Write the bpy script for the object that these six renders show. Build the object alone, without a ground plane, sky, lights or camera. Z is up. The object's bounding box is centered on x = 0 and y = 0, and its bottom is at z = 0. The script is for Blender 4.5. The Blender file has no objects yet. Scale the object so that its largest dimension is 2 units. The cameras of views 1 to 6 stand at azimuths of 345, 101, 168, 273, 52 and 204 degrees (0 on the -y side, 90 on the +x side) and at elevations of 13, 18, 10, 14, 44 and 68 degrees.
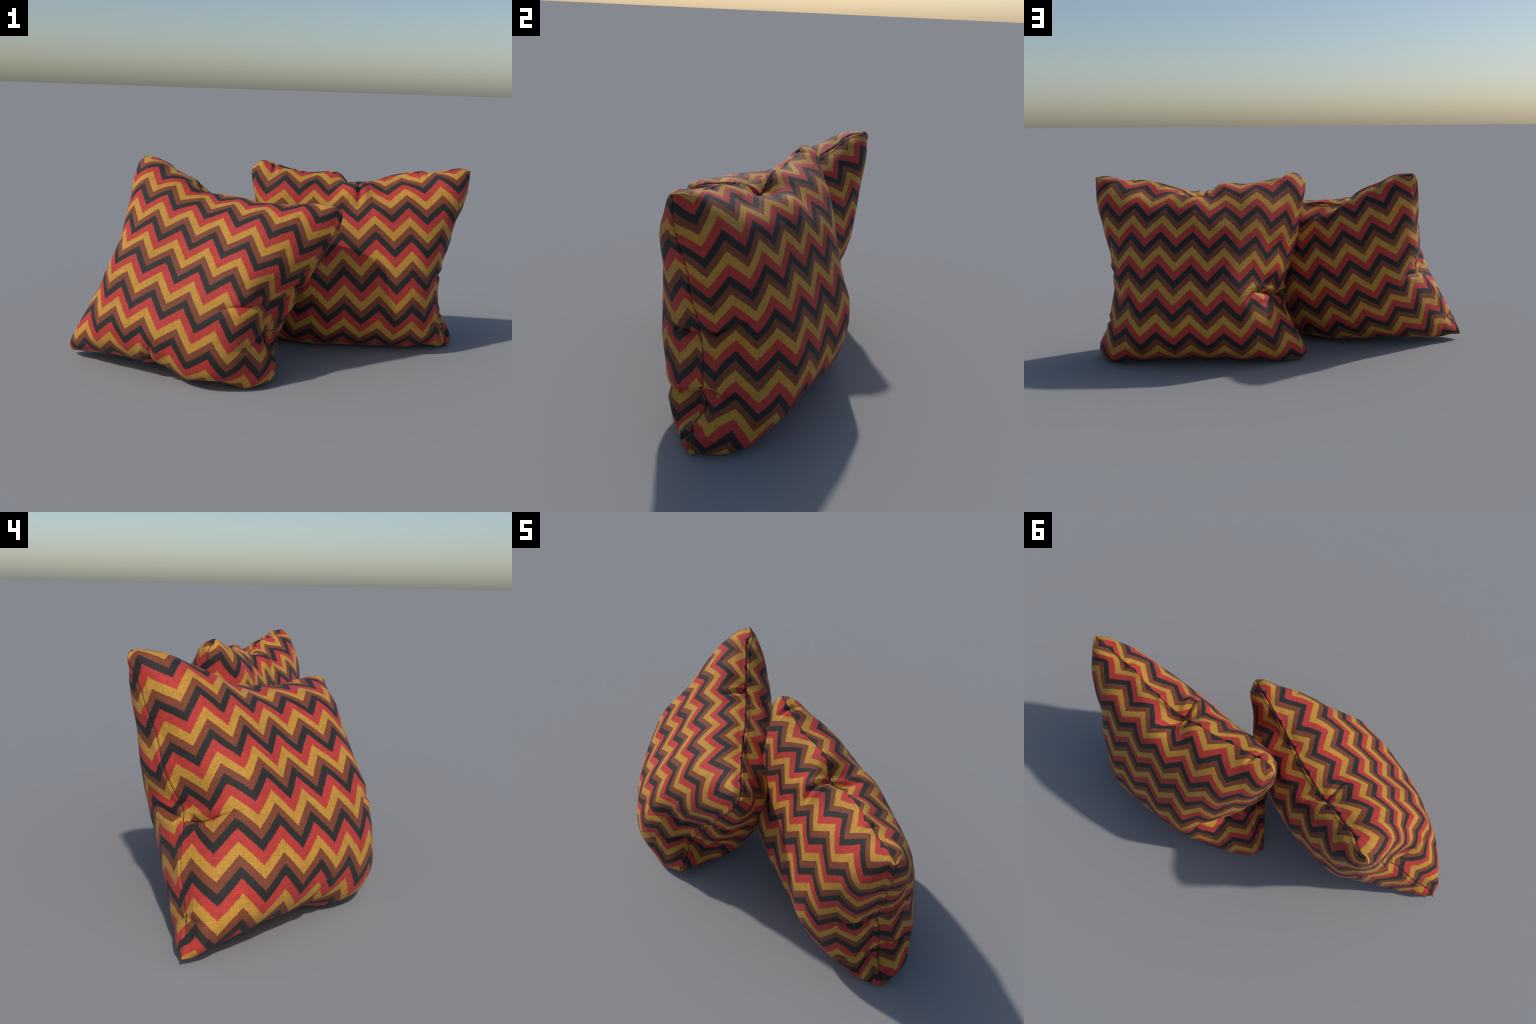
"""Two stuffed square cushions in a zigzag cotton print, one standing upright and one
leaning over beside it.  Every cushion is two square cloth panels sewn together all
round.  A panel is lofted through cross-sections (control points in millimetres, from
the top edge down), then the seam groove, the puckers along the seam, the pinched
creases and the fine rumples are worked into it.  The print is computed from the cloth's
flat (unstuffed) shape, so that it follows every fold."""
import bpy
import numpy as np

# ------------------------------------------------------------------ cloth layout
SIDE = 1.25                # edge of a flat panel, metres
ZIG, BACK_ZIG = 15.05, 15.45   # half zigzags across the front and the back panel
ROWS = 7.3                 # colour repeats down a panel
LEFT, TOP = -1.65, -0.45   # print position at the front panel's top left corner
BACK_LEFT, BACK_TOP = -0.95, -0.20   # the same for the back panel, seen from behind
RES = 246                  # cloth cells along an edge

LEANING_FRONT = {
    'section_a': [(-603, 402, 956), (-557, 384, 951), (-505, 323, 933), (-440, 271, 886), (-366, 214, 850), (-330, 184, 790), (-203, 94, 782), (-113, 19, 776), (-41, -47, 757), (44, -112, 775), (120, -172, 784), (186, -219, 785), (208, -253, 753)],
    'section_b': [(-609, 417, 925), (-612, 370, 944), (-563, 300, 943), (-492, 244, 909), (-419, 185, 867), (-347, 137, 810), (-242, 68, 801), (-153, -14, 786), (-64, -82, 780), (25, -152, 786), (109, -211, 796), (176, -264, 789), (229, -262, 760)],
    'section_c': [(-628, 384, 861), (-653, 331, 882), (-624, 262, 907), (-552, 199, 891), (-469, 137, 863), (-374, 79, 816), (-284, 16, 791), (-189, -68, 785), (-100, -149, 779), (-11, -218, 778), (76, -269, 766), (152, -291, 729), (207, -280, 704)],
    'section_d': [(-649, 351, 775), (-674, 295, 797), (-665, 223, 830), (-609, 153, 836), (-526, 92, 822), (-434, 28, 790), (-334, -42, 767), (-240, -130, 761), (-150, -218, 752), (-58, -289, 734), (29, -322, 698), (104, -323, 656), (163, -301, 640)],
    'section_e': [(-663, 312, 677), (-689, 258, 704), (-700, 188, 736), (-659, 115, 750), (-584, 47, 747), (-494, -23, 731), (-395, -100, 712), (-297, -189, 695), (-204, -276, 679), (-112, -334, 648), (-27, -351, 604), (41, -334, 561), (90, -296, 533)],
    'section_f': [(-691, 284, 575), (-715, 227, 603), (-731, 155, 634), (-707, 74, 651), (-641, -2, 653), (-551, -75, 637), (-452, -154, 619), (-356, -245, 606), (-263, -330, 587), (-168, -379, 551), (-85, -375, 502), (-24, -327, 463), (20, -284, 433)],
    'section_g': [(-692, 236, 471), (-727, 181, 494), (-766, 116, 525), (-765, 30, 555), (-705, -56, 556), (-613, -132, 539), (-512, -214, 519), (-416, -305, 508), (-322, -384, 490), (-228, -419, 454), (-149, -372, 409), (-96, -320, 368), (-52, -283, 331)],
    'section_h': [(-715, 206, 416), (-758, 153, 408), (-809, 87, 433), (-818, -6, 455), (-760, -97, 450), (-670, -181, 432), (-571, -267, 414), (-472, -356, 396), (-368, -423, 374), (-267, -455, 346), (-185, -411, 311), (-155, -345, 264), (-129, -301, 216)],
    'section_i': [(-810, 207, 308), (-842, 155, 324), (-864, 75, 340), (-851, -24, 345), (-798, -121, 337), (-716, -214, 322), (-620, -303, 306), (-516, -383, 281), (-411, -451, 255), (-308, -468, 232), (-219, -435, 212), (-159, -384, 188), (-139, -323, 166)],
    'section_j': [(-868, 190, 202), (-903, 140, 223), (-918, 57, 243), (-892, -39, 243), (-828, -132, 231), (-739, -219, 215), (-647, -307, 198), (-546, -382, 169), (-437, -450, 137), (-318, -471, 116), (-219, -451, 103), (-142, -418, 105), (-99, -381, 95)],
    'section_k': [(-919, 171, 118), (-958, 130, 143), (-956, 50, 152), (-904, -38, 143), (-824, -117, 135), (-725, -194, 121), (-630, -264, 110), (-542, -346, 74), (-446, -404, 50), (-341, -418, 39), (-251, -439, 19), (-186, -428, 21), (-142, -399, 15)],
    'section_l': [(-977, 175, 73), (-993, 120, 67), (-949, 62, 71), (-878, -2, 72), (-789, -70, 73), (-687, -141, 63), (-590, -203, 61), (-506, -287, 16), (-448, -299, 23), (-377, -326, 33), (-312, -366, 1), (-254, -382, 4), (-223, -356, 14)],
    'section_m': [(-997, 177, 24), (-974, 150, 25), (-919, 108, 30), (-840, 50, 40), (-752, -15, 43), (-651, -83, 38), (-559, -145, 30), (-475, -223, 2), (-454, -216, 13), (-381, -258, 28), (-324, -304, -1), (-272, -337, 5), (-266, -305, 13)],
}
LEANING_BACK = {
    'section_a': [(-603, 402, 956), (-557, 384, 951), (-505, 323, 933), (-440, 271, 886), (-366, 214, 850), (-330, 184, 790), (-203, 94, 782), (-113, 19, 776), (-41, -47, 757), (44, -112, 775), (120, -172, 784), (186, -219, 785), (208, -253, 753)],
    'section_b': [(-609, 417, 925), (-547, 413, 917), (-478, 362, 905), (-410, 306, 860), (-329, 253, 820), (-264, 192, 770), (-176, 117, 749), (-76, 48, 747), (-10, -32, 725), (77, -108, 747), (157, -152, 754), (223, -204, 748), (229, -262, 760)],
    'section_c': [(-628, 384, 861), (-572, 419, 854), (-488, 410, 844), (-404, 358, 804), (-315, 299, 767), (-224, 231, 733), (-138, 157, 707), (-37, 87, 695), (46, 4, 683), (120, -82, 686), (190, -149, 684), (231, -223, 687), (207, -280, 704)],
    'section_d': [(-649, 351, 775), (-601, 397, 768), (-515, 415, 747), (-416, 392, 718), (-318, 337, 688), (-219, 274, 657), (-124, 195, 633), (-22, 119, 616), (81, 44, 603), (149, -54, 595), (187, -153, 593), (187, -243, 610), (163, -301, 640)],
    'section_e': [(-663, 312, 677), (-620, 364, 662), (-545, 400, 639), (-445, 394, 612), (-343, 349, 584), (-232, 305, 556), (-125, 232, 532), (-25, 147, 512), (73, 58, 493), (133, -49, 486), (147, -156, 493), (128, -242, 513), (90, -296, 533)],
    'section_f': [(-691, 284, 575), (-652, 337, 553), (-576, 379, 529), (-477, 392, 498), (-371, 354, 468), (-261, 305, 439), (-152, 236, 415), (-46, 154, 394), (41, 57, 377), (91, -54, 374), (92, -158, 385), (60, -235, 408), (20, -284, 433)],
    'section_g': [(-692, 236, 471), (-655, 289, 453), (-597, 343, 423), (-514, 371, 383), (-410, 343, 347), (-301, 285, 316), (-188, 220, 290), (-81, 143, 267), (-1, 44, 257), (42, -67, 260), (31, -170, 276), (-9, -243, 301), (-52, -283, 331)],
    'section_h': [(-715, 206, 416), (-703, 263, 372), (-649, 310, 327), (-567, 331, 276), (-463, 307, 231), (-351, 254, 196), (-237, 189, 168), (-129, 112, 148), (-48, 15, 143), (-5, -88, 147), (-31, -182, 178), (-86, -247, 200), (-129, -301, 216)],
    'section_i': [(-810, 207, 308), (-769, 247, 282), (-710, 284, 230), (-627, 289, 175), (-524, 259, 128), (-413, 204, 91), (-298, 139, 61), (-193, 62, 46), (-119, -28, 45), (-62, -123, 45), (-61, -213, 83), (-105, -273, 129), (-139, -323, 166)],
    'section_j': [(-868, 190, 202), (-824, 226, 186), (-770, 254, 142), (-690, 245, 83), (-591, 194, 52), (-485, 131, 28), (-377, 63, 8), (-287, -8, 3), (-214, -83, 3), (-152, -166, 0), (-107, -253, 16), (-86, -328, 59), (-99, -381, 95)],
    'section_k': [(-919, 171, 118), (-882, 204, 119), (-833, 223, 62), (-752, 181, 28), (-657, 115, 22), (-556, 49, 14), (-459, -15, 1), (-376, -80, 0), (-306, -135, 2), (-248, -198, 6), (-193, -266, 0), (-150, -338, 5), (-142, -399, 15)],
    'section_l': [(-977, 175, 73), (-941, 198, 49), (-886, 167, 20), (-802, 107, 23), (-711, 43, 26), (-612, -24, 21), (-518, -88, 9), (-438, -156, -2), (-393, -172, 11), (-333, -219, 18), (-272, -275, -1), (-225, -319, 4), (-223, -356, 14)],
    'section_m': [(-997, 177, 24), (-974, 150, 25), (-919, 108, 30), (-840, 50, 40), (-752, -15, 43), (-651, -83, 38), (-559, -145, 30), (-475, -223, 2), (-454, -216, 13), (-381, -258, 28), (-324, -304, -1), (-272, -337, 5), (-266, -305, 13)],
}
UPRIGHT_FRONT = {
    'section_a': [(-58, 188, 932), (-40, 182, 957), (29, 169, 937), (118, 152, 914), (232, 140, 902), (351, 123, 897), (416, 94, 813), (536, 75, 869), (646, 35, 908), (749, -2, 924), (832, -29, 919), (919, -59, 944), (978, -79, 929)],
    'section_b': [(-84, 206, 917), (-66, 151, 915), (4, 125, 902), (95, 107, 894), (204, 98, 881), (314, 82, 877), (403, 49, 851), (511, 39, 869), (631, 0, 876), (745, -42, 905), (840, -74, 921), (921, -99, 927), (972, -76, 931)],
    'section_c': [(-77, 220, 846), (-77, 157, 838), (-17, 95, 834), (75, 61, 836), (181, 48, 836), (288, 35, 829), (387, -8, 853), (501, -16, 834), (623, -58, 848), (738, -100, 861), (840, -123, 873), (927, -116, 863), (971, -73, 860)],
    'section_d': [(-54, 228, 756), (-68, 163, 750), (-33, 83, 750), (57, 36, 748), (159, 10, 755), (269, -11, 765), (379, -36, 769), (494, -73, 776), (620, -114, 784), (737, -146, 782), (842, -159, 779), (921, -123, 772), (958, -61, 781)],
    'section_e': [(-28, 230, 656), (-54, 166, 649), (-43, 81, 648), (30, 11, 651), (142, -17, 653), (254, -46, 671), (371, -80, 683), (495, -120, 688), (622, -152, 682), (738, -171, 678), (837, -155, 672), (901, -98, 674), (931, -38, 683)],
    'section_f': [(-5, 226, 548), (-33, 162, 541), (-34, 74, 538), (19, -16, 542), (125, -64, 548), (248, -81, 556), (369, -116, 569), (498, -154, 570), (625, -185, 564), (740, -185, 559), (829, -143, 555), (885, -84, 561), (910, -25, 575)],
    'section_g': [(27, 223, 442), (0, 159, 436), (-8, 72, 428), (29, -26, 421), (126, -90, 425), (251, -116, 434), (378, -144, 436), (504, -186, 438), (629, -211, 433), (741, -188, 434), (818, -129, 439), (858, -59, 444), (875, -2, 454)],
    'section_h': [(61, 218, 341), (27, 161, 333), (17, 79, 319), (74, 0, 313), (155, -70, 301), (264, -111, 297), (391, -143, 297), (518, -182, 295), (639, -209, 295), (747, -183, 312), (825, -119, 322), (863, -40, 329), (882, 13, 345)],
    'section_i': [(36, 249, 251), (12, 188, 237), (17, 105, 214), (86, 36, 202), (172, -24, 181), (281, -72, 171), (409, -108, 169), (536, -146, 163), (658, -173, 163), (761, -161, 185), (839, -111, 204), (876, -36, 217), (894, 24, 231)],
    'section_j': [(-5, 286, 175), (-18, 221, 153), (5, 143, 120), (81, 81, 96), (183, 31, 74), (302, -10, 67), (430, -45, 65), (557, -78, 59), (680, -102, 57), (784, -115, 70), (863, -106, 99), (875, -25, 124), (886, 34, 144)],
    'section_k': [(-37, 313, 100), (-40, 249, 77), (12, 188, 41), (104, 148, 24), (209, 107, 8), (330, 72, 8), (459, 39, 8), (589, 11, 7), (714, -12, 2), (821, -24, 13), (881, -69, 16), (916, -53, 57), (945, 1, 94)],
    'section_l': [(-62, 320, 37), (-39, 272, 15), (37, 251, 3), (130, 224, 0), (239, 190, 0), (360, 155, 0), (488, 123, 0), (620, 95, 0), (746, 77, 0), (860, 71, 1), (908, 18, -1), (942, -35, 6), (984, -8, 42)],
    'section_m': [(-49, 297, 14), (-20, 319, 0), (55, 313, 1), (150, 289, 1), (260, 255, 3), (381, 221, 5), (510, 188, 6), (642, 162, 5), (770, 142, 3), (897, 146, 1), (957, 97, 2), (970, 31, 1), (994, 4, 4)],
}
UPRIGHT_BACK = {
    'section_a': [(-58, 188, 932), (-40, 182, 957), (29, 169, 937), (118, 152, 914), (232, 140, 902), (351, 123, 897), (416, 94, 813), (536, 75, 869), (646, 35, 908), (749, -2, 924), (832, -29, 919), (919, -59, 944), (978, -79, 929)],
    'section_b': [(-84, 206, 917), (-34, 236, 933), (47, 223, 933), (142, 201, 909), (253, 184, 898), (371, 160, 889), (446, 132, 820), (559, 97, 859), (667, 62, 902), (766, 23, 912), (859, 1, 928), (947, -24, 940), (972, -76, 931)],
    'section_c': [(-77, 220, 846), (-34, 264, 859), (50, 275, 876), (153, 267, 877), (264, 243, 870), (373, 215, 855), (472, 188, 847), (583, 147, 858), (694, 105, 864), (801, 70, 889), (895, 32, 901), (965, -12, 884), (971, -73, 860)],
    'section_d': [(-54, 228, 756), (-10, 279, 767), (64, 313, 789), (160, 324, 809), (271, 304, 810), (389, 272, 805), (501, 253, 821), (611, 207, 819), (726, 163, 822), (832, 122, 827), (922, 73, 824), (969, 6, 803), (958, -61, 781)],
    'section_e': [(-28, 230, 656), (16, 282, 664), (85, 332, 684), (173, 360, 709), (282, 353, 723), (399, 327, 726), (521, 295, 735), (640, 253, 737), (753, 207, 734), (852, 160, 730), (925, 98, 717), (947, 23, 699), (931, -38, 683)],
    'section_f': [(-5, 226, 548), (40, 279, 558), (106, 334, 576), (190, 382, 598), (295, 392, 616), (411, 368, 623), (535, 330, 628), (659, 289, 630), (771, 244, 627), (858, 183, 618), (909, 107, 604), (924, 33, 589), (910, -25, 575)],
    'section_g': [(27, 223, 442), (64, 283, 446), (125, 346, 462), (206, 402, 482), (307, 429, 499), (426, 410, 508), (550, 370, 508), (675, 330, 512), (788, 281, 511), (871, 212, 504), (907, 127, 501), (895, 49, 479), (875, -2, 454)],
    'section_h': [(61, 218, 341), (102, 271, 346), (157, 335, 364), (219, 415, 378), (315, 467, 384), (435, 442, 385), (561, 399, 386), (688, 359, 390), (798, 304, 392), (867, 217, 392), (897, 130, 398), (895, 56, 383), (882, 13, 345)],
    'section_i': [(36, 249, 251), (69, 308, 266), (122, 377, 282), (204, 440, 279), (313, 467, 264), (438, 447, 262), (568, 408, 266), (696, 373, 268), (809, 316, 275), (878, 226, 281), (917, 134, 292), (915, 61, 272), (894, 24, 231)],
    'section_j': [(-5, 286, 175), (32, 342, 189), (98, 401, 190), (188, 439, 170), (306, 440, 153), (433, 417, 151), (564, 385, 155), (694, 353, 155), (815, 313, 163), (900, 238, 181), (937, 144, 203), (922, 71, 184), (886, 34, 144)],
    'section_k': [(-37, 313, 100), (1, 368, 108), (75, 408, 91), (175, 412, 73), (295, 390, 65), (419, 356, 69), (550, 324, 69), (681, 297, 67), (808, 274, 69), (909, 227, 94), (961, 141, 125), (963, 55, 130), (945, 1, 94)],
    'section_l': [(-62, 320, 37), (-19, 364, 35), (64, 372, 22), (164, 352, 18), (277, 320, 18), (400, 285, 23), (529, 253, 24), (661, 227, 22), (788, 206, 19), (913, 198, 25), (978, 129, 50), (990, 51, 51), (984, -8, 42)],
    'section_m': [(-49, 297, 14), (-20, 319, 0), (55, 313, 1), (150, 289, 1), (260, 255, 3), (381, 221, 5), (510, 188, 6), (642, 162, 5), (770, 142, 3), (897, 146, 1), (957, 97, 2), (970, 31, 1), (994, 4, 4)],
}


# ------------------------------------------------------------------ lofting
def knots(n):
    """Where the cross-sections sit along the cloth: closer together at the edges."""
    t = np.linspace(0, 1, n)
    return 0.55 * t + 0.45 * (0.5 - 0.5 * np.cos(np.pi * t))


def spline_matrix(t, s):
    """Natural cubic spline through values at knots t, evaluated at s, as a matrix."""
    n, h = len(t), np.diff(t)
    a, r = np.eye(n), np.zeros((n, n))
    for i in range(1, n - 1):
        a[i, i - 1:i + 2] = h[i - 1], 2 * (h[i - 1] + h[i]), h[i]
        r[i, i - 1:i + 2] = 6 / h[i - 1], -6 / h[i - 1] - 6 / h[i], 6 / h[i]
    m, eye, out = np.linalg.solve(a, r), np.eye(n), np.zeros((len(s), n))
    for k, x in enumerate(s):
        i = min(max(int(np.searchsorted(t, x)) - 1, 0), n - 2)
        p = (t[i + 1] - x) / h[i]
        q = 1 - p
        out[k] = p * eye[i] + q * eye[i + 1] + ((p**3 - p) * m[i] + (q**3 - q) * m[i + 1]) * h[i]**2 / 6
    return out


HEM = np.array([0.0, 1.0, 2.2, 3.8]) / 1000 / SIDE           # fine rows beside the seam
S = np.concatenate([HEM[:-1], np.linspace(HEM[-1], 1 - HEM[-1], RES - 5), 1 - HEM[-2::-1]])
U, V = np.meshgrid(S, S)                                   # U across, V down the cloth
EDGE = np.minimum(np.minimum(U, 1 - U), np.minimum(V, 1 - V)) * SIDE   # distance to the seam


def loft(sections):
    net = np.array([sections[k] for k in sorted(sections)], float) / 1000
    m = spline_matrix(knots(len(net)), S)
    return np.einsum("ai,bj,ijk->abk", m, m, net)


def normals(p):
    n = np.cross(np.gradient(p, axis=1), np.gradient(p, axis=0))
    return n / (np.linalg.norm(n, axis=2, keepdims=True) + 1e-12)


def smooth_noise(rng, cells):
    """Value noise over the cloth, about -1..1, with the given number of cells."""
    g = rng.uniform(-1, 1, (cells + 1, cells + 1))
    m = spline_matrix(np.linspace(0, 1, cells + 1), S)
    return m @ g @ m.T


FRONT, BACK = 0, 1
UNIT = SIDE / ROWS                                          # one colour repeat, metres
STEP = int(np.searchsorted(S, 0.055 / SIDE))


def cloth_point(face, c, v):
    """Print position (half zigzags, colour repeats) -> place on the flat cloth in metres."""
    if face == BACK:
        return np.array([1 - (c - BACK_LEFT) / BACK_ZIG, (v - BACK_TOP) / ROWS]) * SIDE
    return np.array([(c - LEFT) / ZIG, (v - TOP) / ROWS]) * SIDE


def along(face, line):
    """Signed distance to a polyline drawn on the cloth, and how far along it (0..1)."""
    pts = [cloth_point(face, *q) for q in line]
    seg = [np.linalg.norm(b - a) for a, b in zip(pts, pts[1:])]
    best, where, gone = np.full(U.shape, 1e9), np.zeros_like(U), 0.0
    q = np.stack([U, V], -1) * SIDE
    for a, b, l in zip(pts, pts[1:], seg):
        t = np.clip(((q - a) @ (b - a)) / l**2, 0, 1)
        r = q - a - t[..., None] * (b - a)
        d = np.linalg.norm(r, axis=2)
        s = np.sign((b - a)[0] * r[..., 1] - (b - a)[1] * r[..., 0])
        near = d < np.abs(best)
        best, where = np.where(near, d * np.where(s == 0, 1, s), best), np.where(near, (gone + t * l) / sum(seg), where)
        gone += l
    return best, where


def inward(p, q):
    """Unit vectors along the cushion's middle surface, away from the seam."""
    mid, i = 0.5 * (p + q), np.clip(np.arange(RES + 1), STEP, RES - STEP)
    d = mid[i][:, i] - mid
    return d / (np.linalg.norm(d, axis=2, keepdims=True) + 1e-6)


def crease(p, n, inside, face, line, depth, width, lap):
    """Press a sharp valley into the cloth; its sides swell, one side laps over by lap."""
    d, t = along(face, line)
    fade = (1 - t)**0.8 * np.clip((1 - t) * 6, 0, 1)
    a = np.abs(d)
    valley = np.exp(-a / width) * fade * depth
    swell = np.exp(-((a - 2.6 * width) / (1.3 * width))**2) * fade * depth * 0.36
    b = np.exp(-EDGE / 0.022)[..., None]
    q = p + (inside * b - n * (1 - b)) * valley[..., None] + n * ((1 - b[..., 0]) * swell)[..., None]
    if lap:
        g = np.where(d * np.sign(lap) > 0, np.exp(-(a / (2.2 * width))**2) * np.clip(a / (0.25 * width), 0, 1), 0) * fade
        gu, gv = np.gradient(p, axis=1), np.gradient(p, axis=0)
        du, dv = np.gradient(d, axis=1), np.gradient(d, axis=0)
        across = -(gu * du[..., None] + gv * dv[..., None]) * np.sign(lap)
        across /= np.linalg.norm(across, axis=2, keepdims=True) + 1e-9
        q = q + (across * 1.0 + n * 0.5) * (abs(lap) * g * (1 - b[..., 0]))[..., None]
    return q


def shape_panels(front, back, creases, seed):
    """Creases, seam groove, puckers and rumples; front and back keep sharing the seam."""
    inside, mid, out = inward(front, back), 0.5 * (front + back), []
    for k, p in enumerate((front, back)):
        rng = np.random.default_rng(seed + k)
        n = normals(p)
        n = n * np.sign((n * (p - mid)).sum())              # outwards
        for face, line, depth, width, lap in creases:
            if face == k:
                p = crease(p, n, inside, face, line, depth, width, lap)
        free = np.clip(EDGE / 0.006, 0, 1)
        ripple = smooth_noise(rng, 40) * np.exp(-EDGE / 0.05)
        lift = 0.0012 * smooth_noise(rng, 24) + 0.0024 * ripple * np.clip(EDGE / 0.02, 0, 1) + 0.0025 * np.exp(-((EDGE - 0.012) / 0.009)**2)
        out.append(p + n * (lift * free)[..., None])
    front, back = out
    pull = inside * (0.006 * np.exp(-EDGE / 0.0022))[..., None]
    front, back = front + pull, back + pull
    on_seam = (EDGE < 1e-9)[..., None]
    shared = 0.5 * (front + back)
    return tuple(np.where(on_seam, shared, p) * [1, 1, 1] for p in (front, back))


def panel_object(name, p, flip):
    n = RES + 1
    i = np.arange(n * n).reshape(n, n)
    f = np.stack([i[:-1, :-1], i[1:, :-1], i[1:, 1:], i[:-1, 1:]], -1).reshape(-1, 4)
    if flip:
        f = f[:, ::-1]
    flat = np.stack([U, V, np.zeros_like(U)], -1).reshape(-1, 3)
    me = bpy.data.meshes.new(name)
    me.from_pydata(flat.tolist(), [], f.tolist())
    me.polygons.foreach_set("use_smooth", [True] * len(f))
    me.use_auto_texspace = False
    me.texspace_location, me.texspace_size = (0.5, 0.5, 0.5), (0.5, 0.5, 0.5)
    ob = bpy.data.objects.new(name, me)
    ob.shape_key_add(name="flat_cloth", from_mix=False)     # Generated coordinates come from this
    stuffed = ob.shape_key_add(name="stuffed", from_mix=False)
    stuffed.data.foreach_set("co", p.ravel())
    stuffed.value = 1.0
    return ob


class Nodes:
    """Small helper to chain shader nodes."""
    def __init__(self, tree):
        self.t = tree

    def new(self, kind, **props):
        n = self.t.nodes.new(kind)
        for k, v in props.items():
            setattr(n, k, v)
        return n

    def put(self, socket, value):
        if isinstance(value, bpy.types.NodeSocket):
            self.t.links.new(value, socket)
        else:
            socket.default_value = value

    def math(self, op, a, b=0.0, c=0.0):
        n = self.new("ShaderNodeMath", operation=op)
        for s, v in zip(n.inputs, (a, b, c)):
            self.put(s, v)
        return n.outputs[0]

    def noise(self, vector, scale, detail=2.0, rough=0.5):
        n = self.new("ShaderNodeTexNoise")
        self.put(n.inputs["Vector"], vector)
        n.inputs["Scale"].default_value, n.inputs["Detail"].default_value = scale, detail
        n.inputs["Roughness"].default_value = rough
        return n.outputs["Fac"]

    def combine(self, x, y, z=0.0):
        n = self.new("ShaderNodeCombineXYZ")
        for s, v in zip(n.inputs, (x, y, z)):
            self.put(s, v)
        return n.outputs[0]

    def ramp(self, fac, stops, mode="LINEAR"):
        n = self.new("ShaderNodeValToRGB")
        n.color_ramp.interpolation = mode
        e = n.color_ramp.elements
        while len(e) < len(stops):
            e.new(0.5)
        for el, (pos, col) in zip(e, stops):
            el.position, el.color = pos, (*col, 1.0)
        self.put(n.inputs[0], fac)
        return n.outputs[0]

    def mix(self, fac, a, b, blend="MIX"):
        n = self.new("ShaderNodeMix", data_type="RGBA", blend_type=blend)
        self.put(n.inputs[0], fac)
        self.put(n.inputs[6], a)
        self.put(n.inputs[7], b)
        return n.outputs[2]


YELLOW, RED, BLACK, BROWN = (0.60, 0.295, 0.034), (0.54, 0.040, 0.030), (0.020, 0.016, 0.014), (0.235, 0.055, 0.020)


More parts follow.
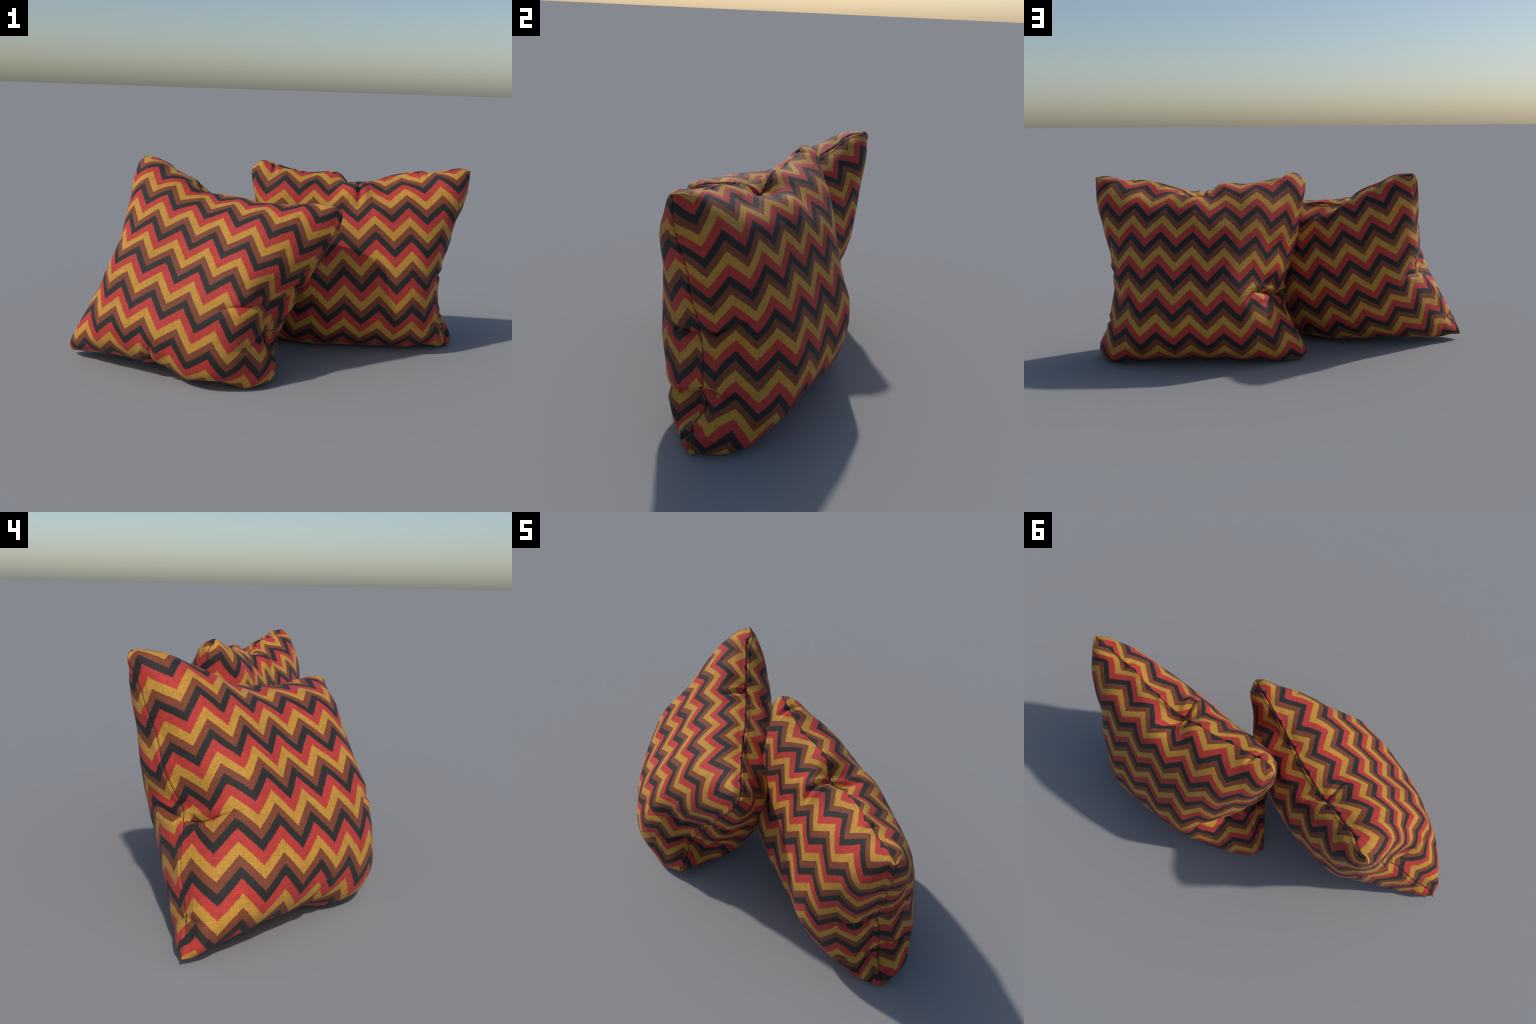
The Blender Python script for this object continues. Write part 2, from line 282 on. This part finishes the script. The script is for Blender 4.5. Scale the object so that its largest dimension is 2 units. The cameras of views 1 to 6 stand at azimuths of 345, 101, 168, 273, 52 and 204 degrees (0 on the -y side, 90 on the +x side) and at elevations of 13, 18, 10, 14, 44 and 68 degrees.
def zigzag_cloth(name, is_back):
    mat = bpy.data.materials.new(name)
    mat.use_nodes = True
    mat.node_tree.nodes.clear()
    k = Nodes(mat.node_tree)
    gen = k.new("ShaderNodeTexCoord").outputs["Generated"]
    sep = k.new("ShaderNodeSeparateXYZ")
    k.put(sep.inputs[0], gen)
    x, y = sep.outputs[0], sep.outputs[1]
    # ragged, slightly wandering edges of the print
    thread_x = k.noise(k.combine(k.math("MULTIPLY", x, 420.0), k.math("MULTIPLY", y, 40.0)), 1.0, 1.0)
    thread_y = k.noise(k.combine(k.math("MULTIPLY", x, 40.0), k.math("MULTIPLY", y, 420.0)), 1.0, 1.0)
    wander = k.noise(gen, 55.0, 2.0)
    if is_back:                                             # same print, turned upside down
        c = k.math("MULTIPLY_ADD", x, -BACK_ZIG, BACK_LEFT + BACK_ZIG)
        v = k.math("MULTIPLY_ADD", y, ROWS, BACK_TOP)
    else:
        c = k.math("MULTIPLY_ADD", x, ZIG, LEFT)
        v = k.math("MULTIPLY_ADD", y, ROWS, TOP)
    c = k.math("ADD", c, k.math("MULTIPLY", k.math("SUBTRACT", wander, 0.5), 0.05))
    v = k.math("ADD", v, k.math("MULTIPLY", k.math("SUBTRACT", thread_x, 0.5), 0.055))
    half = k.math("FRACT", k.math("MULTIPLY", c, 0.5))
    zig = k.math("SUBTRACT", k.math("ABSOLUTE", k.math("MULTIPLY_ADD", half, 1.0, -0.5)), 0.25)
    s = k.math("FRACT", k.math("SUBTRACT", v, zig))
    order = [(YELLOW, 0.265), (RED, 0.275), (BLACK, 0.235), (BROWN, 0.225)]
    if not is_back:
        order = order[::-1]
    stops, pos, soft = [], 0.0, 0.016
    for i, (col, width) in enumerate(order):
        stops.append((pos + (soft if i else 0.0), col))
        pos += width
        stops.append((pos - (soft if i < 3 else 0.0), col))
    colour = k.ramp(s, stops)
    # uneven dye: greenish and orange mottling, streaks along the threads, worn specks
    blotch = k.noise(gen, 38.0, 3.0, 0.6)
    tint = k.ramp(blotch, [(0.30, (1.10, 0.97, 0.95)), (0.5, (1.0, 1.0, 1.0)), (0.70, (0.86, 0.98, 0.72))])
    colour = k.mix(0.75, colour, tint, "MULTIPLY")
    slub_x = k.noise(k.combine(k.math("MULTIPLY", x, 300.0), k.math("MULTIPLY", y, 9.0)), 1.0, 2.0)
    slub_y = k.noise(k.combine(k.math("MULTIPLY", x, 9.0), k.math("MULTIPLY", y, 300.0)), 1.0, 2.0)
    streak = k.math("MULTIPLY", k.math("ADD", k.math("ADD", thread_x, thread_y), k.math("ADD", slub_x, slub_y)), 0.25)
    colour = k.mix(1.0, colour, k.ramp(streak, [(0.34, (0.66, 0.66, 0.66)), (0.5, (1.0, 1.0, 1.0)), (0.64, (1.24, 1.24, 1.24))]), "MULTIPLY")
    # open weave: small dark gaps between the threads, stronger in some places
    threads = 2 * np.pi * 235
    over = k.math("MULTIPLY", k.math("SINE", k.math("MULTIPLY", x, threads)), k.math("SINE", k.math("MULTIPLY", y, threads)))
    patchy = k.ramp(k.noise(gen, 9.0, 2.0), [(0.42, (0.0, 0.0, 0.0)), (0.62, (1.0, 1.0, 1.0))])
    gaps = k.ramp(k.math("ABSOLUTE", over), [(0.45, (1.0, 1.0, 1.0)), (0.95, (0.45, 0.42, 0.40))])
    colour = k.mix(k.math("MULTIPLY_ADD", patchy, 0.50, 0.12), colour, k.mix(1.0, colour, gaps, "MULTIPLY"))
    bs = k.new("ShaderNodeBsdfPrincipled")
    k.put(bs.inputs["Base Color"], colour)
    bs.inputs["Roughness"].default_value = 0.7
    bs.inputs["Specular IOR Level"].default_value = 0.45
    bs.inputs["Sheen Weight"].default_value = 0.05
    bs.inputs["Sheen Roughness"].default_value = 0.4
    bump = k.new("ShaderNodeBump")
    bump.inputs["Strength"].default_value = 0.6
    bump.inputs["Distance"].default_value = 0.003
    k.put(bump.inputs["Height"], k.math("MULTIPLY_ADD", over, 0.16, k.math("MULTIPLY", streak, 2.6)))
    k.put(bs.inputs["Normal"], bump.outputs[0])
    out = k.new("ShaderNodeOutputMaterial")
    k.put(out.inputs[0], bs.outputs[0])
    return mat


def seam_shade():
    mat = bpy.data.materials.new("seam_shade")  # near-black colour imitating shade down in the seam groove
    mat.use_nodes = True
    k = Nodes(mat.node_tree)
    bs = mat.node_tree.nodes["Principled BSDF"]
    mottle = k.noise(k.new("ShaderNodeTexCoord").outputs["Object"], 240.0)
    k.put(bs.inputs["Base Color"], k.ramp(mottle, [(0.3, (0.012, 0.008, 0.007)), (0.7, (0.05, 0.022, 0.015))]))
    bs.inputs["Roughness"].default_value = 0.9
    return mat


SEAM_SHADE = seam_shade()
FRONT_CLOTH, BACK_CLOTH = zigzag_cloth("zigzag_cloth_front", False), zigzag_cloth("zigzag_cloth_back", True)
# (panel, line on the cloth as print positions starting at the seam, depth, width, lap of one side)
LEANING_CREASES = [
    (FRONT, [(-1.65, 3.98), (0.0, 3.87), (1.8, 3.82)], 0.024, 0.013, -0.010),
    (BACK, [(14.5, 4.22), (13.3, 3.70), (12.2, 3.45)], 0.024, 0.013, 0.008),
    (FRONT, [(-1.65, 5.90), (-0.4, 6.05)], 0.016, 0.010, 0),
    (BACK, [(14.5, 6.15), (12.9, 6.30)], 0.016, 0.010, 0),
    (FRONT, [(4.2, -0.45), (4.4, 0.8)], 0.018, 0.011, 0),
    (BACK, [(8.5, -0.20), (8.3, 0.6)], 0.018, 0.011, 0),
    (FRONT, [(13.4, 2.5), (12.4, 3.2), (11.0, 3.55), (9.5, 3.8), (8.0, 4.2)], 0.026, 0.016, 0.014),
    (FRONT, [(13.4, 4.0), (12.3, 4.35), (11.3, 4.75), (10.0, 4.9)], 0.026, 0.014, 0.012),
    (BACK, [(-0.95, 2.75), (1.0, 2.8), (2.5, 3.0)], 0.026, 0.016, 0),
    (BACK, [(-0.95, 4.25), (1.0, 4.3), (2.5, 4.3)], 0.026, 0.014, 0),
    (FRONT, [(5.2, 6.85), (5.35, 6.0), (5.8, 5.3)], 0.030, 0.016, -0.014),
]
UPRIGHT_CREASES = [
    (FRONT, [(6.0, -0.45), (6.3, 0.4), (6.1, 1.3)], 0.026, 0.012, 0),
    (BACK, [(6.65, -0.20), (6.4, 0.4), (6.2, 1.0)], 0.026, 0.012, 0),
    (FRONT, [(13.4, 3.50), (12.3, 3.36), (11.2, 3.42), (10.2, 3.5)], 0.036, 0.013, 0.008),
    (BACK, [(-0.95, 3.75), (0.0, 3.92), (1.0, 3.65), (2.3, 3.4)], 0.036, 0.014, -0.010),
    (FRONT, [(13.4, 4.9), (12.0, 4.85), (11.0, 4.85), (9.8, 4.95)], 0.034, 0.015, 0.016),
    (BACK, [(-0.95, 5.15), (0.3, 5.48), (1.7, 5.55)], 0.034, 0.013, -0.010),
    (FRONT, [(13.4, 6.1), (12.2, 6.4)], 0.018, 0.010, 0),
    (BACK, [(-0.95, 6.35), (0.3, 6.35)], 0.018, 0.010, 0),
    (FRONT, [(-1.65, 4.05), (0.6, 4.15), (2.2, 4.25)], 0.050, 0.016, 0),
    (BACK, [(14.5, 4.30), (12.9, 4.25), (11.4, 4.15), (10.4, 4.55)], 0.050, 0.016, 0.018),
    (FRONT, [(0.1, -0.45), (0.25, 0.05)], 0.016, 0.008, 0),
    (BACK, [(12.7, -0.20), (12.6, 0.25)], 0.016, 0.008, 0),
    (FRONT, [(10.6, -0.45), (10.4, 0.1)], 0.010, 0.008, 0),
    (BACK, [(1.93, -0.20), (2.0, 0.3)], 0.010, 0.008, 0),
]


def seam_shade_cord(front, back, radius=0.0016):
    """Added thin dark cord, standing in for the shade in the seam groove."""
    rim = np.concatenate([front[0, :-1], front[:-1, -1], front[-1, :0:-1], front[:0:-1, 0]])
    deep = np.concatenate([inward(front, back)[q] for q in (np.s_[0, :-1], np.s_[:-1, -1], np.s_[-1, :0:-1], np.s_[:0:-1, 0])])
    centre = rim - deep * 0.0006
    tangent = np.roll(centre, -3, 0) - np.roll(centre, 3, 0)
    tangent /= np.linalg.norm(tangent, axis=1, keepdims=True)
    a = np.cross(tangent, deep)
    a /= np.linalg.norm(a, axis=1, keepdims=True) + 1e-9
    b = np.cross(a, tangent)
    ang = np.arange(6) * np.pi / 3
    ring = centre[:, None] + radius * (np.cos(ang)[:, None] * a[:, None] + np.sin(ang)[:, None] * b[:, None])
    ring[..., 2] = np.maximum(ring[..., 2], 0.001)
    n, i, j = len(rim), np.arange(len(rim))[:, None], np.arange(6)[None]
    f = np.stack([i * 6 + j, i * 6 + (j + 1) % 6, ((i + 1) % n) * 6 + (j + 1) % 6, ((i + 1) % n) * 6 + j], -1).reshape(-1, 4)
    me = bpy.data.meshes.new("seam")
    me.from_pydata(ring.reshape(-1, 3).tolist(), [], f.tolist())
    me.polygons.foreach_set("use_smooth", [True] * len(f))
    return bpy.data.objects.new("seam", me)


def cushion(front_sections, back_sections, creases, seed, label):
    front, back = shape_panels(loft(front_sections), loft(back_sections), creases, seed)
    for p in (front, back):                                 # resting on the ground
        p[..., 2] = np.where(p[..., 2] < 0.004, 0.004 * np.exp(np.minimum(p[..., 2] / 0.004 - 1, 0)), p[..., 2])
    foot = np.array([*front.reshape(-1, 3).mean(0)[:2], 0.0])
    thing = bpy.data.objects.new("cushion", None)
    bpy.context.collection.objects.link(thing)
    thing.location = foot
    thing["label"], thing["category"] = label, "cushion"
    for name, p, flip, mat in (("front_panel", front, False, FRONT_CLOTH), ("back_panel", back, True, BACK_CLOTH)):
        ob = panel_object(name, p - foot, flip)
        ob.data.materials.append(mat)
        ob.parent = thing
        bpy.context.collection.objects.link(ob)
    cord = seam_shade_cord(front - foot, back - foot)  # added so the groove's shade shows as a dark line
    cord.data.materials.append(SEAM_SHADE)
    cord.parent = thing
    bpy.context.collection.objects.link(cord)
    return thing


cushion(UPRIGHT_FRONT, UPRIGHT_BACK, UPRIGHT_CREASES, 11, "plump square cushion with zigzag stripes, standing upright")
cushion(LEANING_FRONT, LEANING_BACK, LEANING_CREASES, 23, "plump square cushion with zigzag stripes, leaning over")
